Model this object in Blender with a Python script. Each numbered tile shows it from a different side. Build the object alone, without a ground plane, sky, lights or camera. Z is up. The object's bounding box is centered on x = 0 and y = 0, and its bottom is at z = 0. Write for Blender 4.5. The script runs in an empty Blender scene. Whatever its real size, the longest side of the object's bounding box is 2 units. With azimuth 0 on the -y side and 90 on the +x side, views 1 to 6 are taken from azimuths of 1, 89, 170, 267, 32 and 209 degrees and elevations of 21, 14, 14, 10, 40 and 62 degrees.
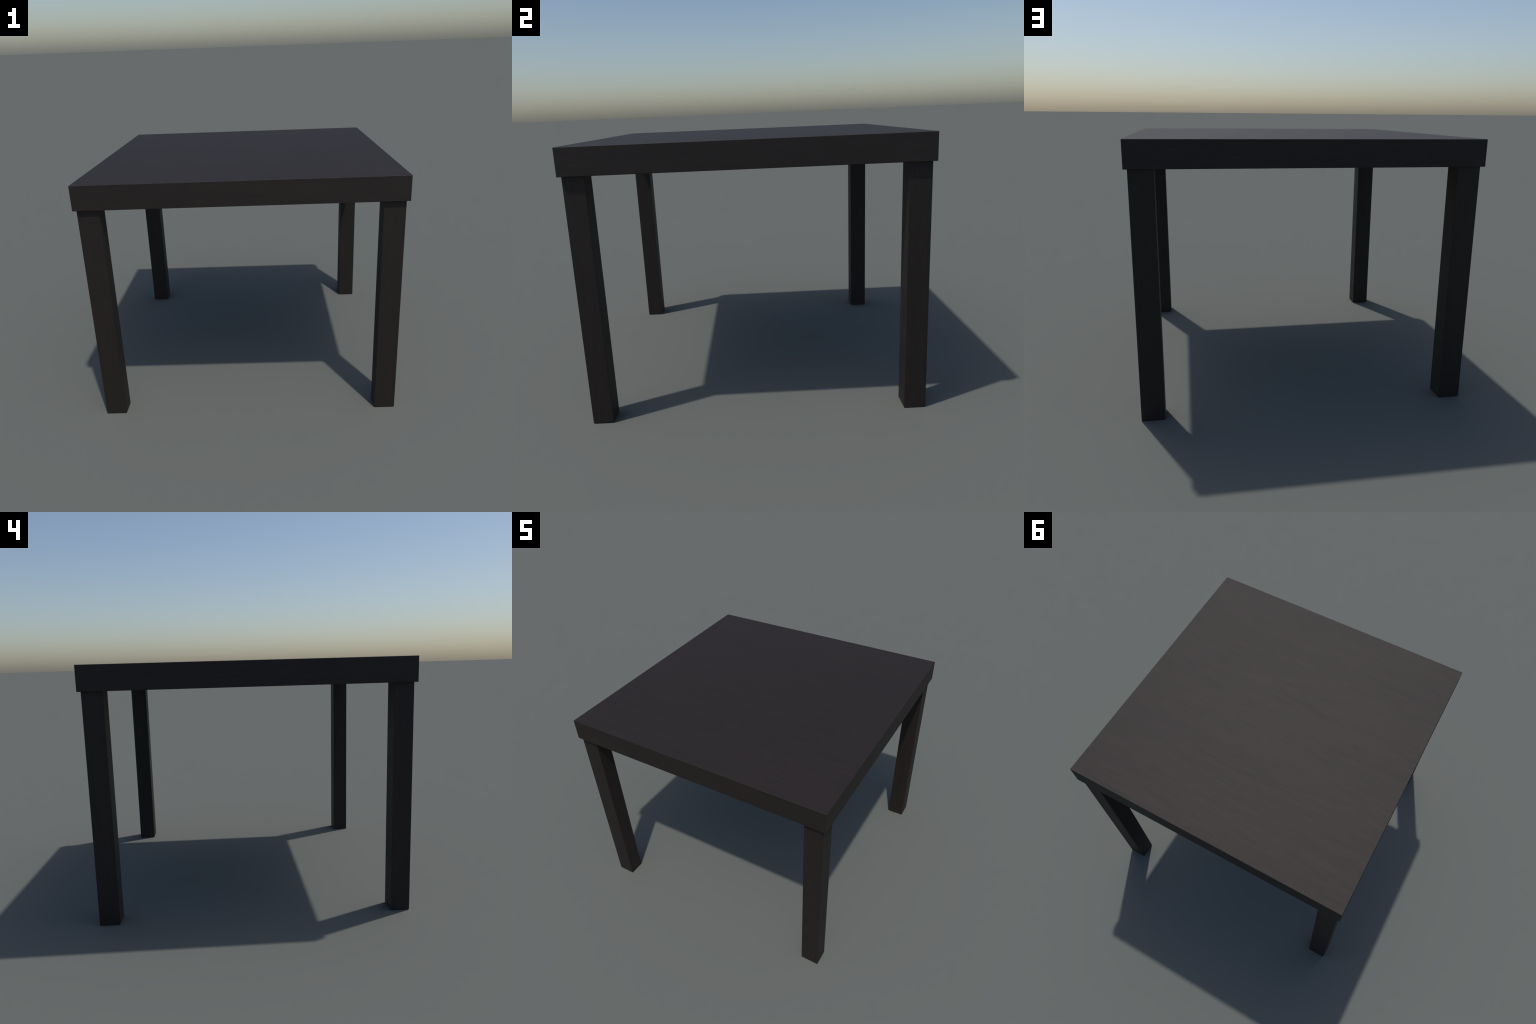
"""Low square side table: a thick slab tabletop on four straight square legs,
all in dark black-brown wood-grain foil with a satin sheen."""
import bpy
import bmesh

# ---------------------------------------------------------------- dimensions
TOP_SIDE = 2.0          # square tabletop
HEIGHT = 1.600
TOP_THICK = 0.154
# leg faces, measured outwards from the table's centre: (inner, outer)
LEG_X = (0.8460, 0.9804)
LEG_Y_FRONT = (0.8617, 0.9814)      # the front pair is a few mm slimmer
LEG_Y_BACK = (0.8540, 0.9804)
TOP_ROUND = 0.0025      # soft edge of the foil wrap
LEG_ROUND = 0.0028

# linear base colours of the foil
DARK = (0.0116, 0.0066, 0.0052, 1.0)
MID = (0.0157, 0.0092, 0.0073, 1.0)
LIGHT = (0.0204, 0.0121, 0.0093, 1.0)
PORE = (0.0058, 0.0036, 0.0030, 1.0)
ROUGH = 0.67
SPEC = 0.47


# ----------------------------------------------------------------- materials
def wood_material(name, grain_axis, random_offset):
    """Black-brown wood foil whose fibres run along grain_axis ('X','Y','Z')."""
    mat = bpy.data.materials.new(name)
    mat.use_nodes = True
    nt = mat.node_tree
    nt.nodes.clear()
    N, L = nt.nodes.new, nt.links.new

    out = N("ShaderNodeOutputMaterial")
    bsdf = N("ShaderNodeBsdfPrincipled")
    L(bsdf.outputs["BSDF"], out.inputs["Surface"])

    coord = N("ShaderNodeTexCoord")
    vec = coord.outputs["Object"]
    if random_offset:                       # every leg is cut from its own spot
        info = N("ShaderNodeObjectInfo")
        shift = N("ShaderNodeVectorMath")
        shift.operation = 'MULTIPLY_ADD'
        shift.inputs[1].default_value = (7.0, 11.0, 5.0)
        L(info.outputs["Random"], shift.inputs[0])
        L(vec, shift.inputs[2])
        vec = shift.outputs[0]

    # a slow sideways wander, so that the fibres are not ruled lines
    wander = N("ShaderNodeTexNoise")
    wander.inputs["Scale"].default_value = 2.3
    wander.inputs["Detail"].default_value = 1.0
    L(vec, wander.inputs["Vector"])
    wander_vec = N("ShaderNodeVectorMath")
    wander_vec.operation = 'MULTIPLY_ADD'
    wander_vec.inputs[1].default_value = (0.02, 0.02, 0.02)
    L(wander.outputs["Color"], wander_vec.inputs[0])
    L(vec, wander_vec.inputs[2])

    def stretched(along, across, detail, rough, source=wander_vec.outputs[0]):
        mp = N("ShaderNodeMapping")
        mp.inputs["Scale"].default_value = tuple(
            along if a == grain_axis else across for a in "XYZ")
        L(source, mp.inputs["Vector"])
        tex = N("ShaderNodeTexNoise")
        tex.inputs["Scale"].default_value = 1.0
        tex.inputs["Detail"].default_value = detail
        tex.inputs["Roughness"].default_value = rough
        L(mp.outputs["Vector"], tex.inputs["Vector"])
        return tex.outputs["Fac"]

    fibre = stretched(6.0, 190.0, 2.0, 0.6)     # fine fibres
    band = stretched(1.4, 17.0, 3.0, 0.6)      # growth bands
    pore = stretched(9.0, 210.0, 1.0, 0.5)      # short dark pore dashes

    def math(op, a, b):
        m = N("ShaderNodeMath")
        m.operation = op
        for s, v in zip(m.inputs, (a, b)):
            if isinstance(v, float):
                s.default_value = v
            else:
                L(v, s)
        return m.outputs[0]

    tone = math('ADD', math('MULTIPLY', fibre, 0.68), math('MULTIPLY', band, 0.32))
    ramp = N("ShaderNodeValToRGB")
    el = ramp.color_ramp.elements
    el[0].position, el[0].color = 0.34, DARK
    el[1].position, el[1].color = 0.66, LIGHT
    mid = el.new(0.5)
    mid.color = MID
    L(tone, ramp.inputs["Fac"])

    pore_mask = N("ShaderNodeMapRange")
    pore_mask.inputs["From Min"].default_value = 0.60
    pore_mask.inputs["From Max"].default_value = 0.72
    pore_mask.inputs["To Max"].default_value = 0.6
    L(pore, pore_mask.inputs["Value"])
    mix = N("ShaderNodeMix")
    mix.data_type = 'RGBA'
    L(pore_mask.outputs["Result"], mix.inputs[0])
    L(ramp.outputs["Color"], mix.inputs[6])
    mix.inputs[7].default_value = PORE
    L(mix.outputs[2], bsdf.inputs["Base Color"])

    rough = N("ShaderNodeMapRange")
    rough.inputs["From Min"].default_value = 0.35
    rough.inputs["From Max"].default_value = 0.65
    rough.inputs["To Min"].default_value = ROUGH + 0.012
    rough.inputs["To Max"].default_value = ROUGH - 0.012
    L(tone, rough.inputs["Value"])
    L(rough.outputs["Result"], bsdf.inputs["Roughness"])
    bsdf.inputs["Specular IOR Level"].default_value = SPEC

    bump = N("ShaderNodeBump")
    bump.inputs["Strength"].default_value = 0.02
    bump.inputs["Distance"].default_value = 0.002
    L(math('SUBTRACT', fibre, math('MULTIPLY', pore_mask.outputs["Result"], 0.6)),
      bump.inputs["Height"])
    L(bump.outputs["Normal"], bsdf.inputs["Normal"])
    return mat


wood_top = wood_material("wood_foil_along_width", 'X', False)
wood_end = wood_material("wood_foil_along_depth", 'Y', False)
wood_leg = wood_material("wood_foil_upright", 'Z', True)


# ------------------------------------------------------------------ geometry
def rounded_box(name, sx, sy, z0, z1, radius, segments=3):
    """Box centred on its own x/y origin, from z0 to z1, with rolled edges."""
    bm = bmesh.new()
    bmesh.ops.create_cube(bm, size=1.0)
    bmesh.ops.scale(bm, vec=(sx, sy, z1 - z0), verts=bm.verts)
    bmesh.ops.translate(bm, vec=(0, 0, 0.5 * (z0 + z1)), verts=bm.verts)
    bmesh.ops.bevel(bm, geom=list(bm.edges), offset=radius, segments=segments,
                    profile=0.5, affect='EDGES', clamp_overlap=True)
    bm.normal_update()
    me = bpy.data.meshes.new(name)
    bm.to_mesh(me)
    bm.free()
    big = 4.0 * radius * radius             # flats keep flat normals
    for poly in me.polygons:
        poly.use_smooth = True
    # weight normals by area: the flat faces own the vertices on their rim
    normals = [None] * len(me.vertices)
    best = [0.0] * len(me.vertices)
    for poly in me.polygons:
        for v in poly.vertices:
            if poly.area > best[v]:
                best[v] = poly.area
                normals[v] = tuple(poly.normal) if poly.area > big * 4 else None
    for i, v in enumerate(me.vertices):
        if normals[i] is None:
            normals[i] = tuple(v.normal)
    me.normals_split_custom_set_from_vertices(normals)
    return me


scene = bpy.context.scene


def add(obj, parent=None):
    scene.collection.objects.link(obj)
    obj.parent = parent
    return obj


table = add(bpy.data.objects.new("side_table", None))
table["label"] = "low square side table in black-brown wood grain"
table["category"] = "side table"

top_mesh = rounded_box("tabletop", TOP_SIDE, TOP_SIDE,
                       HEIGHT - TOP_THICK, HEIGHT, TOP_ROUND)
top_mesh.materials.append(wood_top)
top_mesh.materials.append(wood_end)
for poly in top_mesh.polygons:
    if abs(poly.normal.x) > 0.72:           # edges facing +-x: grain runs along y
        poly.material_index = 1
add(bpy.data.objects.new("tabletop", top_mesh), table)

width_x = LEG_X[1] - LEG_X[0]
for sy, (inner, outer) in ((-1, LEG_Y_FRONT), (1, LEG_Y_BACK)):
    leg_mesh = rounded_box("leg", width_x, outer - inner,
                           0.0, HEIGHT - TOP_THICK + 0.003, LEG_ROUND)
    leg_mesh.materials.append(wood_leg)
    for sx in (-1, 1):
        leg = bpy.data.objects.new("leg", leg_mesh)
        leg.location = (sx * 0.5 * (LEG_X[0] + LEG_X[1]),
                        sy * 0.5 * (inner + outer), 0.0)
        add(leg, table)
